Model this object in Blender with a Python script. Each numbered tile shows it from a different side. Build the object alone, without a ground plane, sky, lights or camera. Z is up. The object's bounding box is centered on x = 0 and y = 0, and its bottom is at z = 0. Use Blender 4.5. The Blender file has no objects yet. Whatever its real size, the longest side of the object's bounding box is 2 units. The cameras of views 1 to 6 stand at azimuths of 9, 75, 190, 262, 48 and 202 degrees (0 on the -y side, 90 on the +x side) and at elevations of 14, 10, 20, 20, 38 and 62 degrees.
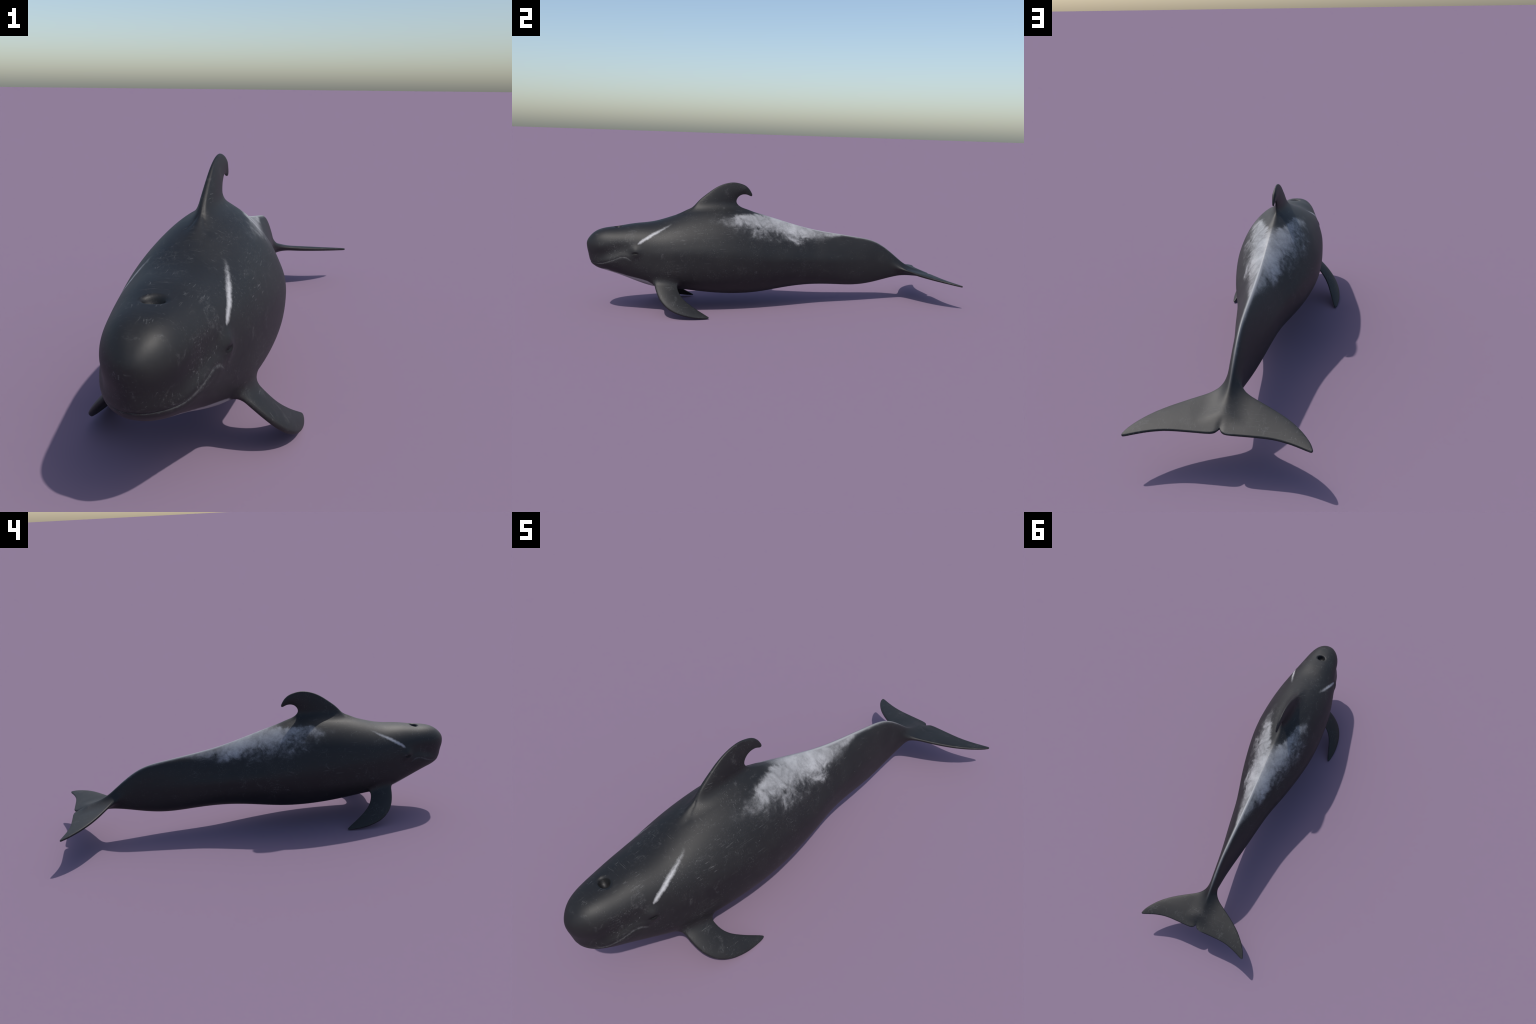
"""A long-finned whale resting on its flippers.

The skin is ONE smooth surface: a body lofted from profile curves, joined by
smooth fillets to a dorsal fin, two flippers and two tail flukes, each a blade
with a planform, a bent mid-surface and an aerofoil thickness.  The surface is
meshed, refined on the head, and then divided by region into named parts."""
import bpy, math
import numpy as np

H = 0.003                         # mesh size of the skin (metres)

# ----------------------------------------------------------------- helpers
def cubic(xk, yk, x):
    """natural cubic spline through (xk, yk), evaluated at x"""
    xk = np.asarray(xk, float); yk = np.asarray(yk, float)
    n = len(xk); h = np.diff(xk)
    A = np.zeros((n, n)); b = np.zeros(n); A[0, 0] = A[-1, -1] = 1
    for i in range(1, n - 1):
        A[i, i-1], A[i, i], A[i, i+1] = h[i-1], 2*(h[i-1]+h[i]), h[i]
        b[i] = 6*((yk[i+1]-yk[i])/h[i] - (yk[i]-yk[i-1])/h[i-1])
    M = np.linalg.solve(A, b)
    i = np.clip(np.searchsorted(xk, x)-1, 0, n-2)
    d = x-xk[i]; e = xk[i+1]-x; g = h[i]
    return (M[i]*e**3+M[i+1]*d**3)/(6*g)+(yk[i]/g-M[i]*g/6)*e+(yk[i+1]/g-M[i+1]*g/6)*d

def curve(points, n=80):
    """smooth curve through a few control points"""
    p = np.asarray(points, float)
    s = np.r_[0, np.cumsum(np.sqrt(np.linalg.norm(np.diff(p, axis=0), axis=1)))]
    t = np.linspace(0, s[-1], n)
    return np.stack([cubic(s, p[:, k], t) for k in range(p.shape[1])], -1)

def smin(a, b, k):
    h = np.maximum(k-np.abs(a-b), 0)/k
    return np.minimum(a, b)-h*h*k*0.25

def smax(a, b, k):
    return -smin(-a, -b, k)

def gauss(d2, s):
    return np.exp(-d2/(2*s*s))

# ------------------------------------------------------------ body profile
# stations from the snout (y = -1) to the notch between the flukes
ST   = [-1, -.985, -.95, -.90, -.83, -.75, -.65, -.53, -.40, -.25, -.10, .05, .20, .35, .50, .60, .70, .78, .86, .94]
TOP  = [.352, .387, .417, .433, .442, .455, .467, .503, .536, .540, .510, .466, .425, .397, .373, .347, .284, .221, .174, .150]
BOT  = [.352, .271, .233, .214, .191, .159, .128, .113, .092, .076, .079, .099, .111, .107, .102, .115, .137, .150, .155, .148]
WID  = [.0, .041, .074, .097, .117, .137, .163, .183, .194, .193, .172, .139, .100, .074, .047, .032, .024, .017, .010, .004]
MID  = [.560, .530, .493, .462, .452, .460, .464, .457, .448, .448, .450, .449, .453, .462, .478, .490, .500, .505, .50, .50]
NUP  = [2.36, 2.43, 2.45, 2.48, 2.50, 2.36, 2.20, 1.93, 1.73, 1.66, 1.52, 1.40, 1.38, 1.46, 1.60, 1.68, 1.72, 1.75, 1.8, 1.9]
NDN  = [1.75, 1.85, 2.15, 2.70, 3.08, 3.20, 3.20, 2.93, 2.53, 2.22, 2.12, 2.14, 2.20, 2.29, 2.35, 2.39, 2.40, 2.30, 2.1, 2.0]

QT = np.linspace(0.0, math.sqrt(1.94), 3000)          # q = sqrt(distance from snout)
_q = np.sqrt(np.asarray(ST)+1.0)
_top, _bot, _wid = (cubic(_q, v, QT) for v in (TOP, BOT, WID))
_mid, _nu, _nd = (cubic(_q, v, QT) for v in (MID, NUP, NDN))
_zc = _bot+(_top-_bot)*_mid
_qs = np.maximum(QT, 0.012)
T_W = np.maximum(_wid, 2e-4)/_qs                      # width and heights per q
T_U = np.maximum(_top-_zc, 2e-4)/_qs
T_D = np.maximum(_zc-_bot, 2e-4)/_qs
_k = np.searchsorted(QT, 0.03)
for t in (T_W, T_U, T_D):
    t[:_k] = t[_k]

def body_raw(P):
    x, y, z = np.abs(P[:, 0]), P[:, 1], P[:, 2]
    q = np.sqrt(np.clip(y+1, 0, 1.94))
    f = q/QT[-1]*(len(QT)-1)
    i = np.minimum(f.astype(int), len(QT)-2); f = f-i
    def look(t):
        return t[i]*(1-f)+t[i+1]*f
    dz = z-look(_zc)
    up = dz >= 0
    hh = np.where(up, look(T_U), look(T_D))
    m = np.clip(dz/(hh*np.sqrt(np.maximum(y+1, 1e-6))+1e-9)/.7+.5, 0, 1)
    m = m*m*(3-2*m)                              # the two halves of a section blend at mid-height
    n = look(_nu)*m+look(_nd)*(1-m)
    a = x/look(T_W); b = np.abs(dz)/hh
    rho = (a**n+b**n)**(1/n)
    return rho*rho-(y+1)

def body(P):
    """first-order distance to the lofted body"""
    e = 4e-4
    f = body_raw(P); g = 0
    for k in range(3):
        Q = P.copy(); Q[:, k] += e
        R = P.copy(); R[:, k] -= e
        d = ((body_raw(Q)-body_raw(R))/(2*e))**2
        g = g+(d*np.clip((.55-P[:, 1])/.3, 0, 1) if k == 1 else d)
    return smax(np.clip(f/np.sqrt(g+1e-6), -.2, .2), P[:, 1]-.900, .040)

# ------------------------------------------------------------------ blades
def seg_dist(P, L):
    """distance from 2D points to a polyline"""
    best = np.full(len(P), 1e9)
    for a, b in zip(L[:-1], L[1:]):
        d = b-a; w = P-a
        t = np.clip((w@d)/max(d@d, 1e-12), 0, 1)
        best = np.minimum(best, ((w-t[:, None]*d)**2).sum(1))
    return np.sqrt(best)

def inside(P, L):
    c = np.zeros(len(P), bool)
    for a, b in zip(L, np.roll(L, -1, axis=0)):
        m = (a[1] > P[:, 1]) != (b[1] > P[:, 1])
        if abs(b[1]-a[1]) > 1e-12:
            c ^= m & (P[:, 0] < (b[0]-a[0])*(P[:, 1]-a[1])/(b[1]-a[1])+a[0])
    return c

class Blade:
    """fin-like solid: planform between a leading and a trailing edge, in the
    plane (origin, A, B) with a bent mid-surface and an aerofoil thickness"""
    def __init__(self, lead, trail, origin, A, B, mid, edge, ratio, cap, back=None):
        self.o, self.A, self.B = (np.asarray(v, float) for v in (origin, A, B))
        self.C = np.cross(self.A, self.B)
        self.mid, self.r, self.ratio, self.cap = mid, edge, ratio, cap
        both = np.concatenate([lead, trail])
        self.lo = both.min(0)-.06; self.step = .0015
        n = np.ceil((both.max(0)+.06-self.lo)/self.step).astype(int)+1
        gx, gy = np.meshgrid(*(self.lo[k]+self.step*np.arange(n[k]) for k in (0, 1)), indexing='ij')
        G = np.stack([gx.ravel(), gy.ravel()], 1)
        dl, dt = seg_dist(G, lead), seg_dist(G, trail if back is None else back)
        loop = np.concatenate([lead, trail[::-1]])
        sd = seg_dist(G, np.concatenate([loop, loop[:1]]))
        sd = np.where(inside(G, loop), -sd, sd)
        ch = dl+dt; u = dl/np.maximum(ch, 1e-6)
        prof = 2.62*np.sqrt(u)*np.maximum(1-u, 0)**1.05
        th = np.minimum(ch*ratio, cap(G) if callable(cap) else cap)*prof
        th = np.where(sd < 0, th, 0)
        self.n = n; self.sd = sd.reshape(n); self.th = th.reshape(n)
        corners = np.array([[a, b] for a in (both[:, 0].min(), both[:, 0].max()) for b in (both[:, 1].min(), both[:, 1].max())])
    def __call__(self, P):
        d = P-self.o
        ab = np.stack([d@self.A, d@self.B], 1)
        g = (ab-self.lo)/self.step
        ok = ((g >= 0) & (g < self.n-1.001)).all(1)
        out = np.full(len(P), .2)
        g = g[ok]; i = g.astype(int); f = g-i
        def look(T):
            a = T[i[:, 0], i[:, 1]]*(1-f[:, 0])+T[i[:, 0]+1, i[:, 1]]*f[:, 0]
            b = T[i[:, 0], i[:, 1]+1]*(1-f[:, 0])+T[i[:, 0]+1, i[:, 1]+1]*f[:, 0]
            return a*(1-f[:, 1])+b*f[:, 1]
        s = look(self.sd)+self.r
        v = np.abs((d[ok]@self.C)-self.mid(ab[ok]))-look(self.th)
        out[ok] = np.minimum(np.maximum(s, v), 0)+np.hypot(np.maximum(s, 0), np.maximum(v, 0))-self.r
        return np.minimum(out, .2)

# dorsal fin: broad base, swept back, hooked tip   (y, z) in the plane x = 0
fin_lead = curve([(-.520, .490), (-.479, .522), (-.459, .5345), (-.434, .564), (-.409, .589), (-.384, .609), (-.353, .632),
                  (-.323, .6505), (-.292, .664), (-.261, .672), (-.230, .674), (-.199, .6685), (-.172, .658), (-.151, .640),
                  (-.139, .622), (-.1335, .608), (-.1355, .6015)], 110)
fin_trail = curve([(-.120, .480), (-.150, .510), (-.174, .524), (-.195, .536), (-.2115, .553), (-.2195, .571), (-.2165, .587),
                   (-.2025, .603), (-.182, .6105), (-.158, .608), (-.1425, .6015), (-.1355, .6015)], 90)
dorsal = Blade(fin_lead, fin_trail, (0, 0, 0), (0, 1, 0), (0, 0, 1), lambda ab: 0.0, .0030, .150,
               lambda ab: np.clip(.0030+(.670-ab[:, 1])*.135, .002, .022))

# flukes: swept blades that dip towards the trailing edge   (x, y), z = mid(y)
fl_lead = curve([(-.004, .700), (.020, .735), (.055, .766), (.111, .800), (.168, .8345), (.226, .877), (.277, .930), (.3035, .970), (.3100, .986), (.3120, .9950), (.3085, .9992)], 90)
fl_trail = curve([(-.008, .900), (-.004, .926), (.000, .9405), (.008, .9500), (.026, .9570), (.062, .9585), (.119, .9585), (.180, .9615), (.243, .9765), (.288, .9935), (.3015, .9982), (.3085, .9992)], 90)
_fy = [.70, .735, .767, .80, .835, .877, .93, .96, 1.0]
_fz = [.207, .197, .187, .178, .170, .1625, .1535, .148, .140]
_ft = np.linspace(.6, 1.06, 400); _fv = np.interp(_ft, np.linspace(.70, 1.0, 100), cubic(_fy, _fz, np.linspace(.70, 1.0, 100)))
fluke_blade = Blade(fl_lead, fl_trail, (0, 0, 0), (1, 0, 0), (0, 1, 0), lambda ab: np.interp(ab[:, 1], _ft, _fv), .0040, .042, .0062,
                    back=curve([(-.05, .962), (.03, .9595), (.119, .9595), (.18, .9625), (.243, .9775), (.300, .998)], 60))

# flippers: sickle blades, built in the plane that fits their two edges best
FP_LEAD = [(.085, -.660, .215), (.118, -.668, .188), (.149, -.670, .160), (.206, -.655, .105), (.245, -.620, .061), (.266, -.565, .0295), (.272, -.493, .0093), (.2705, -.440, .004), (.2650, -.412, .0025), (.2595, -.4045, .0035)]
FP_TRAIL = [(.110, -.555, .200), (.140, -.556, .175), (.165, -.556, .150), (.185, -.549, .120), (.205, -.530, .091), (.224, -.497, .065), (.241, -.453, .036), (.2515, -.420, .0145), (.2570, -.4075, .0058), (.2595, -.4045, .0035)]
fp_l3, fp_t3 = curve(FP_LEAD, 90), curve(FP_TRAIL, 90)
fp_o = np.array([.15, -.61, .16])
_both = np.concatenate([fp_l3, fp_t3])-fp_o
fp_A = np.array([.258, -.407, .004])-fp_o; fp_A /= np.linalg.norm(fp_A)
_, _, _v = np.linalg.svd(_both-_both.mean(0))
fp_C = _v[2]*np.sign(_v[2][0]); fp_C -= (fp_C@fp_A)*fp_A; fp_C /= np.linalg.norm(fp_C)
fp_B = np.cross(fp_C, fp_A)
def _ab(p):
    d = p-fp_o
    return np.stack([d@fp_A, d@fp_B], 1)
def _basis(ab):
    a, b = ab[:, 0]/.1, ab[:, 1]/.1
    return np.stack([np.ones_like(a), a, b, a*a, a*b, b*b, a**3, a*a*b], 1)
_coef = np.linalg.lstsq(_basis(_ab(_both+fp_o)), _both@fp_C, rcond=None)[0]
flipper_blade = Blade(_ab(fp_l3), _ab(fp_t3), fp_o, fp_A, fp_B, lambda ab: _basis(ab)@_coef, .0030, .080, .0080)

# ----------------------------------------------------- relief of the head
mouth = curve([(.000, -.981, .2625), (.020, -.975, .2605), (.039, -.965, .2605), (.057, -.951, .2605), (.072, -.933, .2615), (.084, -.915, .2650), (.096, -.893, .2730),
               (.106, -.869, .2825), (.1125, -.850, .2925), (.118, -.828, .2985), (.122, -.812, .2980), (.128, -.791, .2870), (.132, -.776, .2770)], 120)
EYE = np.array([.134, -.765, .3185])

def relief(P):
    """raised and sunken detail, in metres, positive outwards"""
    out = np.zeros(len(P))
    k = np.where((P[:, 1] < -.62) & (P[:, 2] < .46))[0]
    if len(k) == 0:
        return out
    Q = P[k].copy(); Q[:, 0] = np.abs(Q[:, 0])
    x, y, z = Q.T
    # nearest point of the mouth line
    best = np.full(len(Q), 1e9); dz = np.ones(len(Q)); s = np.zeros(len(Q))
    near = np.where((y < -.72) & (z < .42) & (z > .19))[0]
    if len(near):
        N = Q[near]; bb = best[near]; dd = dz[near]; ss = s[near]
        for j in range(len(mouth)-1):
            a, b = mouth[j], mouth[j+1]; d = b-a
            t = np.clip(((N-a)@d)/(d@d), 0, 1); w = N-(a+t[:, None]*d)
            r2 = (w*w).sum(1); m = r2 < bb
            bb[m] = r2[m]; dd[m] = w[m, 2]; ss[m] = (j+t[m])/(len(mouth)-1)
        best[near], dz[near], s[near] = bb, dd, ss
    r = np.sqrt(best); side = np.sign(dz)*r
    fade = np.clip((1.0-s)/.12, 0, 1)
    o = -.0018*gauss(side**2, .0016)*fade                      # the slit
    o += .0026*gauss((side+.010)**2, .008)*fade                # lower lip
    o += .0026*gauss((side-.008)**2, .009)*fade*np.clip(.4+s*1.8, 0, 1)   # upper lip
    o -= .0072*gauss((side-.044)**2, .020)*np.clip((1.0-s)/.35, 0, 1)*np.clip(.40+s*1.6, 0, 1)      # hollow under the melon
    o += .0042*gauss((side+.028)**2, .015)*np.clip(.40+s*2.2, 0, 1)*np.clip(1.3-s*1.8, 0, 1)          # chin
    o += .0042*gauss(((y+.825)/1.6)**2+(z-.268)**2, .019)      # cheek below the corner
    # eye mound, brow above it, slit of the eye
    e2 = (y-EYE[1])**2+(z-EYE[2])**2+((x-EYE[0])*.4)**2
    o += .0085*gauss(e2, .0185)
    o += .0035*gauss(((y+.765)/1.3)**2+((z-.340)/1.0)**2+((x-.13)*.4)**2, .012)
    sl = (z-EYE[2]-(y-EYE[1])*.04)
    o -= .0045*gauss(((y-EYE[1])/2.2)**2+sl**2+((x-EYE[0])*.3)**2, .0038)
    out[k] = o
    return out

BLOW = np.array([0, -.841, .4475])
def pit(P):
    d = (P-BLOW)/np.array([.0250, .0190, .0360])
    r = np.sqrt((d*d).sum(1))
    return (r-1)*.0195

def parts(P):
    M = P.copy(); M[:, 0] = np.abs(M[:, 0])
    near_blow = (np.abs(P[:, 1]+.841) < .09) & (P[:, 2] > .35)
    b = body(P)
    if near_blow.any():
        b[near_blow] = smax(b[near_blow], -pit(P[near_blow]), .010)
    return b, dorsal(P), fluke_blade(M), flipper_blade(M)

def field(P):
    b, d, k, f = parts(P)
    out = smin(b, d, .034)
    out = smin(out, k, .042)
    out = smin(out, f, .030)
    seam = .0034*gauss(P[:, 0]**2, .0070)*np.clip((P[:, 1]-.890)/.055, 0, 1)**1.5
    return out-relief(P)+seam

def gradient(P, e=6e-4):
    g = np.zeros_like(P)
    for k in range(3):
        Q = P.copy(); Q[:, k] += e
        R = P.copy(); R[:, k] -= e
        g[:, k] = (field(Q)-field(R))/(2*e)
    return g

# ------------------------------------------------------------- skin mesh
def build_skin():
    nx, ny, nz = 118, 684, 240
    o = np.array([0.0, -1.026, -.018])
    F = np.full((nx, ny, nz), .2, np.float32)
    # coarse pass finds where the surface is, fine pass samples near it
    c = 4
    gi = np.stack(np.meshgrid(np.arange(0, nx, c), np.arange(0, ny, c), np.arange(0, nz, c), indexing='ij'), -1)
    v = field(o+gi.reshape(-1, 3)*H).reshape(gi.shape[:3])
    near = np.abs(v) < .030
    big = np.repeat(np.repeat(np.repeat(v, c, 0), c, 1), c, 2)[:nx, :ny, :nz]
    F[:] = big
    # blocks centred on coarse samples: shift by half a block
    msk = np.zeros_like(near)
    for a in (0, 1):
        for b in (0, 1):
            for d in (0, 1):
                m = near.copy()
                m = np.roll(m, (-a, -b, -d), (0, 1, 2))
                msk |= m
    msk |= near
    fine = np.repeat(np.repeat(np.repeat(msk, c, 0), c, 1), c, 2)[:nx, :ny, :nz]
    idx = np.argwhere(fine)
    for s in range(0, len(idx), 400000):
        t = idx[s:s+400000]
        F[t[:, 0], t[:, 1], t[:, 2]] = field(o+t*H)
    F = np.concatenate([F[:0:-1], F], 0)                     # mirror to both sides
    o = o-np.array([(nx-1)*H, 0, 0])
    neg = F < 0
    S = F.shape
    # one vertex per crossed cell
    cnt = np.zeros((S[0]-1, S[1]-1, S[2]-1), np.int8)
    for a in (0, 1):
        for b in (0, 1):
            for d in (0, 1):
                cnt += neg[a:S[0]-1+a, b:S[1]-1+b, d:S[2]-1+d]
    cells = np.argwhere((cnt > 0) & (cnt < 8))
    num = np.full(cnt.shape, -1, np.int32)
    num[tuple(cells.T)] = np.arange(len(cells))
    acc = np.zeros((len(cells), 3)); n = np.zeros(len(cells))
    for ax in range(3):
        u, w = [k for k in range(3) if k != ax]
        for a in (0, 1):
            for b in (0, 1):
                p0 = cells.copy(); p0[:, u] += a; p0[:, w] += b
                p1 = p0.copy(); p1[:, ax] += 1
                f0 = F[tuple(p0.T)].astype(float); f1 = F[tuple(p1.T)].astype(float)
                m = (f0 < 0) != (f1 < 0)
                t = f0[m]/(f0[m]-f1[m])
                q = p0[m].astype(float); q[:, ax] += t
                acc[m] += q; n[m] += 1
    V = o+acc/n[:, None]*H
    quads = []
    for ax in range(3):
        u, w = (ax+1) % 3, (ax+2) % 3
        sl0 = [slice(None)]*3; sl1 = [slice(None)]*3
        sl0[ax] = slice(0, S[ax]-1); sl1[ax] = slice(1, S[ax])
        a0, a1 = neg[tuple(sl0)], neg[tuple(sl1)]
        for flip, m in ((False, a0 & ~a1), (True, ~a0 & a1)):
            e = np.argwhere(m)
            q = []
            for (du, dw) in ((-1, -1), (0, -1), (0, 0), (-1, 0)):
                p = e.copy(); p[:, u] += du; p[:, w] += dw
                q.append(num[tuple(p.T)])
            q = np.stack(q, 1)
            quads.append(q[:, ::-1] if flip else q)
    Q = np.concatenate(quads)
    return V, Q

def relax(V, Q, rounds):
    """even out the mesh within the surface, then pull it back onto the surface"""
    e = np.concatenate([Q[:, [0, 1]], Q[:, [1, 2]], Q[:, [2, 3]], Q[:, [3, 0]]])
    for it in range(rounds):
        s = np.zeros_like(V); n = np.zeros(len(V))
        for k in range(3):
            s[:, k] = np.bincount(e[:, 0], V[e[:, 1], k], len(V))+np.bincount(e[:, 1], V[e[:, 0], k], len(V))
        n = np.bincount(e[:, 0], minlength=len(V))+np.bincount(e[:, 1], minlength=len(V))
        V = V+.5*(s/n[:, None]-V)
        V = project(V)
    return V

def project(V, steps=1):
    for it in range(steps):
        f = field(V); g = gradient(V)
        l = np.maximum((g*g).sum(1), .05)
        d = -(f/l)[:, None]*g
        m = np.linalg.norm(d, axis=1, keepdims=True)
        V = V+d*np.minimum(1, .004/np.maximum(m, 1e-9))
    return V

V, Q = build_skin()
V = relax(V, Q, 3)

# which part each face belongs to
C = V[Q].mean(1)
b, d, k, f = parts(C)
region = np.where(C[:, 1]+.25*(C[:, 2]-.3) < -.655, 0, np.where(C[:, 1] < .36, 1, 2))
region[(d < b) & (d < .004)] = 3
right = C[:, 0] < 0
region[(f < b) & (f < .004) & ~right] = 4
region[(f < b) & (f < .004) & right] = 5
region[(k < b) & (k < .004) & ~right & (C[:, 1] > .74)] = 6
region[(k < b) & (k < .004) & right & (C[:, 1] > .74)] = 7

# refine the head: every quad in four, neighbours get the extra edge points
split = (region == 0)
edges = np.sort(np.concatenate([Q[split][:, [i, (i+1) % 4]] for i in range(4)]), axis=1)
eu = np.unique(edges, axis=0)
key = {(int(a), int(b)): len(V)+i for i, (a, b) in enumerate(eu)}
mids = V[eu].mean(1); cent = V[Q[split]].mean(1)
cbase = len(V)+len(eu)
V = np.concatenate([V, mids, cent])
faces = []; face_region = []
border_v = np.zeros(len(V), bool); border_v[Q[split].ravel()] = True
ci = 0
for q, r, s in zip(Q.tolist(), region.tolist(), split.tolist()):
    if s:
        m = [key[(min(q[i], q[(i+1) % 4]), max(q[i], q[(i+1) % 4]))] for i in range(4)]
        c = cbase+ci; ci += 1
        faces += [(q[i], m[i], c, m[i-1]) for i in range(4)]
        face_region += [r]*4
    else:
        if border_v[q[0]] or border_v[q[1]] or border_v[q[2]] or border_v[q[3]]:
            p = []
            for i in range(4):
                p.append(q[i])
                kx = key.get((min(q[i], q[(i+1) % 4]), max(q[i], q[(i+1) % 4])))
                if kx is not None:
                    p.append(kx)
            faces.append(tuple(p))
        else:
            faces.append(tuple(q))
        face_region.append(r)
V = project(V, 2)
Nrm = gradient(V, 9e-4); Nrm /= np.maximum(np.linalg.norm(Nrm, axis=1, keepdims=True), 1e-9)
shift = np.array([0, -(V[:, 1].min()+V[:, 1].max())/2, -V[:, 2].min()])
V = V+shift
face_region = np.array(face_region)

# -------------------------------------------------------------- materials
class Nodes:
    def __init__(self, name):
        self.mat = bpy.data.materials.new(name); self.mat.use_nodes = True
        self.t = self.mat.node_tree; self.t.nodes.clear()
    def new(self, kind, **kw):
        n = self.t.nodes.new(kind)
        for a, v in kw.items():
            setattr(n, a, v)
        return n
    def put(self, sock, v):
        if hasattr(v, 'is_output'):
            self.t.links.new(v, sock)
        else:
            sock.default_value = v
    def math(self, op, a, b=None, c=None, clamp=False):
        n = self.new('ShaderNodeMath', operation=op, use_clamp=clamp)
        for i, v in enumerate((a, b, c)):
            if v is not None:
                self.put(n.inputs[i], v)
        return n.outputs[0]
    def step(self, v, lo, hi, out0=0.0, out1=1.0):
        n = self.new('ShaderNodeMapRange', interpolation_type='SMOOTHSTEP')
        for i, x in enumerate((v, lo, hi, out0, out1)):
            self.put(n.inputs[i], x)
        return n.outputs[0]
    def noise(self, vec, scale, detail=4, rough=.55, dist=0.0):
        n = self.new('ShaderNodeTexNoise')
        self.put(n.inputs['Vector'], vec)
        for k, v in (('Scale', scale), ('Detail', detail), ('Roughness', rough), ('Distortion', dist)):
            n.inputs[k].default_value = v
        return n.outputs[0]
    def mapping(self, vec, rot=(0, 0, 0), scale=(1, 1, 1), loc=(0, 0, 0)):
        n = self.new('ShaderNodeMapping')
        self.put(n.inputs[0], vec)
        n.inputs[1].default_value = loc; n.inputs[2].default_value = rot; n.inputs[3].default_value = scale
        return n.outputs[0]
    def profile(self, v, lo, hi, pts):
        """value as a smooth function of a coordinate, through control points"""
        t = self.math('MULTIPLY', self.math('SUBTRACT', v, lo), 1/(hi-lo), clamp=True)
        n = self.new('ShaderNodeFloatCurve')
        cv = n.mapping.curves[0]
        pts = [((p-lo)/(hi-lo), w) for p, w in pts]
        while len(cv.points) < len(pts):
            cv.points.new(.5, .5)
        for q, p in zip(cv.points, pts):
            q.location = p; q.handle_type = 'AUTO_CLAMPED'
        n.mapping.update()
        self.put(n.inputs['Value'], t)
        return n.outputs[0]
    def mix(self, f, a, b):
        n = self.new('ShaderNodeMix', data_type='RGBA')
        self.put(n.inputs['Factor'], f); self.put(n.inputs[6], a); self.put(n.inputs[7], b)
        return n.outputs[2]

DARK = (.0055, .0055, .0060, 1)

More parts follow.
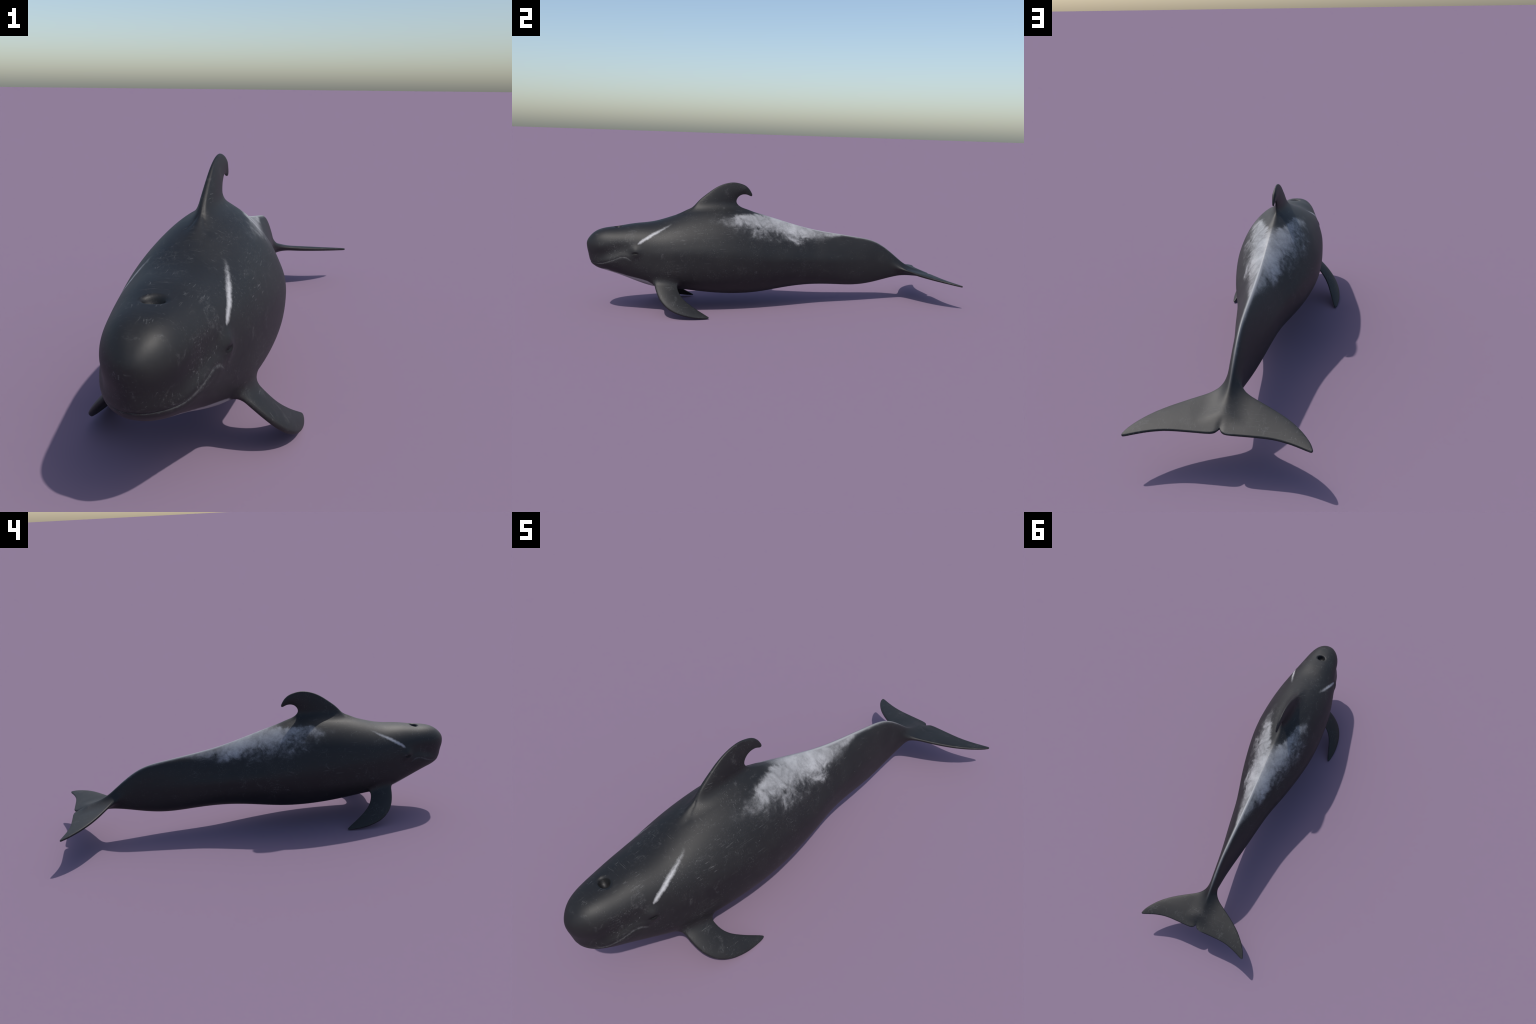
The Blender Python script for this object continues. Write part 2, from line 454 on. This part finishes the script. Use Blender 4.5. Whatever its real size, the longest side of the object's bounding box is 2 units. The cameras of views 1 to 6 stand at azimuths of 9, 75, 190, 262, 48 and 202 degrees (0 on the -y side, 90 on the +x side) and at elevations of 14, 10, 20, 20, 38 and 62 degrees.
def skin_material():
    N = Nodes('whale_skin'); M = N.math
    co = N.new('ShaderNodeTexCoord').outputs['Object']
    sx = N.new('ShaderNodeSeparateXYZ'); N.put(sx.inputs[0], co)
    x, y, z = sx.outputs
    ax = M('ABSOLUTE', x)
    geo = N.new('ShaderNodeNewGeometry')
    sn = N.new('ShaderNodeSeparateXYZ'); N.put(sn.inputs[0], geo.outputs['Normal'])
    up = N.step(sn.outputs[2], -.05, .25)

    # mottles and scratches
    cloud = N.noise(co, 9, 5, .6)
    fine = N.noise(co, 90, 6, .65, .4)
    smear = N.noise(N.mapping(co, rot=(0, 0, .05), scale=(70, 7, 70)), 1.0, 6, .6, .3)
    smear2 = N.noise(N.mapping(co, rot=(.3, .2, 1.0), scale=(16, 90, 40)), 1.0, 5, .6, .3)
    sum_scr = None
    for j, (rot, sc) in enumerate((((.2, .1, .5), (9, 300, 160)), ((.5, .3, -.7), (12, 280, 170)), ((1.1, .5, .9), (18, 310, 190)),
                                   ((-.8, .6, 1.2), (280, 14, 160)), ((.4, 1.0, -.5), (170, 12, 330)))):
        s = N.noise(N.mapping(co, rot=rot, scale=sc, loc=(j*3.1, j*1.7, j)), 1.0, 3, .6, .5)
        m = N.noise(N.mapping(co, loc=(5*j, 2*j, -j)), 11, 3, .5)
        s = M('MULTIPLY', N.step(s, .60, .74), N.step(m, .50, .68))
        sum_scr = s if sum_scr is None else M('MAXIMUM', sum_scr, s)
    fleck = M('MULTIPLY', N.step(N.noise(co, 330, 4, .7, .8), .58, .72), N.step(N.noise(co, 13, 4, .6, .5), .53, .70))
    smudge = M('MULTIPLY', N.step(N.noise(co, 17, 5, .65, 1.0), .56, .74), N.step(N.noise(co, 140, 5, .7, .5), .40, .62))
    fleck = M('MAXIMUM', fleck, M('MULTIPLY', smudge, .8))
    worn = M('ADD', M('MULTIPLY', sum_scr, .75), M('MULTIPLY', fleck, .5), clamp=True)

    # pale saddle behind the dorsal fin
    low = N.profile(y, -.5, .8, [(-.5, .070), (-.41, .100), (-.35, .113), (-.29, .124), (-.22, .131), (-.14, .127), (-.06, .113), (0, .098),
                                 (.09, .075), (.15, .066), (.23, .048), (.30, .034), (.36, .018), (.42, .012), (.55, .009), (.8, .007)])
    high = N.profile(y, -.5, .8, [(-.5, .13), (-.42, .098), (-.37, .084), (-.31, .080), (-.25, .058), (-.19, .040), (-.14, .022), (-.10, .0), (-.05, 0), (.8, 0)])
    power = N.profile(y, -.5, .8, [(-.5, 0), (-.44, .22), (-.36, .44), (-.28, .56), (-.18, .64), (-.08, .68), (.03, .80), (.11, .86), (.18, .70), (.27, .58),
                                   (.36, .58), (.5, .56), (.62, .50), (.72, .30), (.8, 0)])
    def spread(n, k):
        return M('MULTIPLY', M('SUBTRACT', n, .5), k)
    swirl = N.noise(co, 19, 6, .58, 1.0)
    brush = N.noise(N.mapping(co, rot=(0, 0, .5), scale=(26, 11, 18)), 1.0, 7, .60, .8)
    t = M('ADD', M('ADD', spread(cloud, .9), spread(swirl, 1.1)), M('ADD', spread(brush, .6), spread(fine, .45)))
    dl = M('DIVIDE', M('SUBTRACT', low, ax), M('ADD', M('MULTIPLY', low, .42), .006))
    dl = M('ADD', dl, M('MULTIPLY', t, M('MINIMUM', M('MULTIPLY', low, 14), .9)))
    dh = M('ADD', M('DIVIDE', M('SUBTRACT', ax, high), .026), M('MULTIPLY', t, 1.1))
    dh = M('MAXIMUM', N.step(dh, -.1, 1.3), N.step(y, -.17, -.02))
    m = M('MULTIPLY', M('MULTIPLY', N.step(dl, -.60, 1.0), dh), power)
    saddle = M('ADD', m, M('MULTIPLY', M('MULTIPLY', t, .60), N.step(m, .0, .40)))
    saddle = M('MULTIPLY', N.step(saddle, -.02, 1.25), 1.0)
    # smooth bright line along the crest, running out on the tail
    crest = M('DIVIDE', ax, N.profile(y, -.2, .9, [(-.2, .008), (0, .014), (.2, .014), (.35, .011), (.6, .007), (.9, .005)]))
    crest = M('MULTIPLY', N.step(crest, 1.3, .2), N.profile(y, -.2, .9, [(-.2, 0), (-.1, .08), (0, .35), (.12, .75), (.3, .74), (.5, .55), (.65, .40), (.76, .12), (.84, 0), (.9, 0)]))
    saddle = M('MAXIMUM', saddle, crest)
    saddle = M('MULTIPLY', saddle, up)
    saddle = M('MULTIPLY', saddle, N.step(z, .553, .54))

    # pale blaze behind each eye
    line = N.profile(y, -.80, -.50, [(-.80, .335), (-.748, .3675), (-.717, .387), (-.675, .4115), (-.625, .436), (-.58, .459), (-.50, .498)])
    half = N.profile(y, -.80, -.50, [(-.80, 0), (-.758, 0), (-.748, .005), (-.735, .0085), (-.70, .0085), (-.66, .0068), (-.62, .0045), (-.585, .0025), (-.555, 0), (-.50, 0)])
    j = M('ADD', M('MULTIPLY', M('SUBTRACT', fine, .5), .012), M('MULTIPLY', M('SUBTRACT', smear, .5), .004))
    inside_ = M('SUBTRACT', half, M('ABSOLUTE', M('SUBTRACT', z, line)))
    blaze = N.step(M('ADD', inside_, j), -.004, .0085)
    blaze = M('MULTIPLY', blaze, N.step(half, .0008, .004))
    blaze = M('MULTIPLY', blaze, N.profile(y, -.80, -.50, [(-.80, .2), (-.755, .45), (-.735, .9), (-.68, 1), (-.64, .85), (-.6, .5), (-.56, .2), (-.5, 0)]))
    blaze = M('MULTIPLY', blaze, N.step(ax, .05, .07))

    # pale throat on the underside, narrowing along the belly
    thr = N.profile(y, -1, 0, [(-1, .15), (-.94, .218), (-.91, .2285), (-.873, .2165), (-.836, .207), (-.80, .197), (-.76, .188), (-.72, .178), (-.69, .165),
                               (-.665, .145), (-.62, .118), (-.5, .10), (-.4, .08), (-.2, .05), (0, .05)])
    throat = N.step(M('ADD', M('SUBTRACT', M('ADD', thr, .003), z), M('MULTIPLY', M('SUBTRACT', fine, .5), .006)), -.001, .006)
    throat_shade = N.step(M('SUBTRACT', thr, z), .006, .030, .60, .17)  # throat darkens inward: underside occlusion painted into the colour
    throat = M('MULTIPLY', M('MULTIPLY', throat, throat_shade), M('MULTIPLY', N.step(sn.outputs[2], .25, -.05), N.step(ax, .150, .132)))

    # pale lip line: whitish scars plus light on the mouth groove painted in
    lip = N.profile(y, -1, -.75, [(-1, .262), (-.95, .2605), (-.915, .265), (-.893, .273), (-.869, .2825), (-.85, .2925), (-.828, .2985), (-.812, .298), (-.791, .287), (-.776, .277), (-.75, .26)])
    lip = N.step(M('ABSOLUTE', M('SUBTRACT', M('SUBTRACT', z, lip), -.001)), .0065, .001)
    lip = M('MULTIPLY', lip, M('MULTIPLY', N.step(fine, .30, .60), N.profile(y, -1, -.75, [(-1, .0), (-.965, .1), (-.93, .6), (-.85, .8), (-.80, .7), (-.775, 0), (-.75, 0)])))
    lip = M('MULTIPLY', lip, .12)

    # wear is commoner on the head, the shoulders and around the saddle
    place = N.profile(y, -1, 1, [(-1, .75), (-.8, .8), (-.5, .8), (-.3, .8), (-.1, .9), (.2, .8), (.4, .45), (.75, .4), (.9, .8), (1, .8)])
    worn = M('MULTIPLY', M('MULTIPLY', worn, place), N.step(sn.outputs[2], -.75, -.1, .12, 1))
    worn = M('MULTIPLY', worn, .27)

    base = N.mix(N.step(cloud, .3, .7), DARK, (.0085, .0083, .0085, 1))
    white = M('ADD', M('MULTIPLY', saddle, .92), M('MULTIPLY', blaze, .85))
    white = M('ADD', M('ADD', white, throat), M('MAXIMUM', worn, lip), clamp=True)
    col = N.mix(white, base, (.46, .46, .467, 1))
    # dark slit of the mouth, eyes and blowhole stay darker through geometry
    bs = N.new('ShaderNodeBsdfPrincipled')
    N.put(bs.inputs['Base Color'], col)
    rough = M('ADD', M('ADD', .565, M('MULTIPLY', M('SUBTRACT', cloud, .5), .10)), M('MULTIPLY', worn, .4))
    N.put(bs.inputs['Roughness'], M('SUBTRACT', rough, M('MULTIPLY', saddle, .24)))
    ey = M('MULTIPLY', M('SUBTRACT', y, float(EYE[1]+shift[1])), 1/.0165)
    ez = M('MULTIPLY', M('SUBTRACT', z, float(EYE[2]+shift[2]-.0010)), 1/.0078)
    dull = N.step(M('ADD', M('MULTIPLY', ey, ey), M('MULTIPLY', ez, ez)), 1.5, .5)      # matt, dark eye slits
    N.put(bs.inputs['Specular IOR Level'], M('MULTIPLY', M('SUBTRACT', 1.0, M('MULTIPLY', dull, .55)), .47))
    bump = N.new('ShaderNodeBump')
    bump.inputs['Strength'].default_value = .12
    bump.inputs['Distance'].default_value = .002
    N.put(bump.inputs['Height'], M('ADD', fine, M('MULTIPLY', worn, 2.0)))
    N.put(bs.inputs['Normal'], bump.outputs[0])
    out = N.new('ShaderNodeOutputMaterial')
    N.put(out.inputs[0], bs.outputs[0])
    return N.mat

def eye_material():
    N = Nodes('dark_eye')
    co = N.new('ShaderNodeTexCoord').outputs['Object']
    bs = N.new('ShaderNodeBsdfPrincipled')
    N.put(bs.inputs['Specular IOR Level'], N.math('ADD', .2, 0.0))
    N.put(bs.inputs['Base Color'], N.mix(N.noise(co, 200), (.003, .003, .003, 1), (.006, .005, .005, 1)))
    bs.inputs['Roughness'].default_value = .5
    out = N.new('ShaderNodeOutputMaterial')
    N.put(out.inputs[0], bs.outputs[0])
    return N.mat

SKIN, DARK_EYE = skin_material(), eye_material()

# ---------------------------------------------------------------- objects
scene = bpy.context.scene
whale = bpy.data.objects.new('whale', None)
whale['label'] = 'dark grey whale with hooked dorsal fin and pale saddle'
whale['category'] = 'whale'
scene.collection.objects.link(whale)

def add(name, mesh, parent):
    ob = bpy.data.objects.new(name, mesh)
    scene.collection.objects.link(ob)
    ob.parent = parent
    return ob

def region_mesh(name, r):
    ids = np.where(face_region == r)[0]
    fs = [faces[i] for i in ids]
    flat = np.fromiter((v for f in fs for v in f), int)
    used, inv = np.unique(flat, return_inverse=True)
    me = bpy.data.meshes.new(name)
    out = []; p = 0; inv = inv.tolist()
    for f in fs:
        out.append(inv[p:p+len(f)]); p += len(f)
    me.from_pydata(V[used].tolist(), [], out)
    me.polygons.foreach_set('use_smooth', np.ones(len(out), bool))
    me.update()
    me.normals_split_custom_set_from_vertices(Nrm[used].tolist())
    me.materials.append(SKIN)
    return me

head = add('head', region_mesh('head', 0), whale)
add('torso', region_mesh('torso', 1), whale)
tail = add('tail', region_mesh('tail', 2), whale)
add('dorsal_fin', region_mesh('dorsal_fin', 3), whale)
for r in (4, 5):
    add('flipper', region_mesh('flipper', r), whale)
for r in (6, 7):
    add('fluke', region_mesh('fluke', r), tail)

# eyes: small dark lenses set in the slits
def eye_mesh():
    nu, nv = 24, 14
    vs = []; fs = []
    for i in range(nv+1):
        th = math.pi*i/nv
        for j in range(nu):
            ph = 2*math.pi*j/nu
            vs.append((.0030*math.sin(th)*math.cos(ph), .0125*math.cos(th), .0052*math.sin(th)*math.sin(ph)))
    for i in range(nv):
        for j in range(nu):
            fs.append((i*nu+j, i*nu+(j+1) % nu, (i+1)*nu+(j+1) % nu, (i+1)*nu+j))
    me = bpy.data.meshes.new('eye'); me.from_pydata(vs, [], fs)
    me.polygons.foreach_set('use_smooth', np.ones(len(fs), bool))
    me.materials.append(DARK_EYE); me.update()
    return me

em = eye_mesh()
# place each lens on the floor of its slit
probe = np.stack([np.linspace(.09, .18, 300), np.full(300, EYE[1]), np.full(300, EYE[2])], 1)
xe = probe[np.argmin(np.abs(field(probe))), 0]
for s in (1, -1):
    e = add('eye', em, head)
    e.location = (s*(xe-.0014), EYE[1]+shift[1], EYE[2]+shift[2])
    e.rotation_euler = (.05*1, 0, -s*.22)
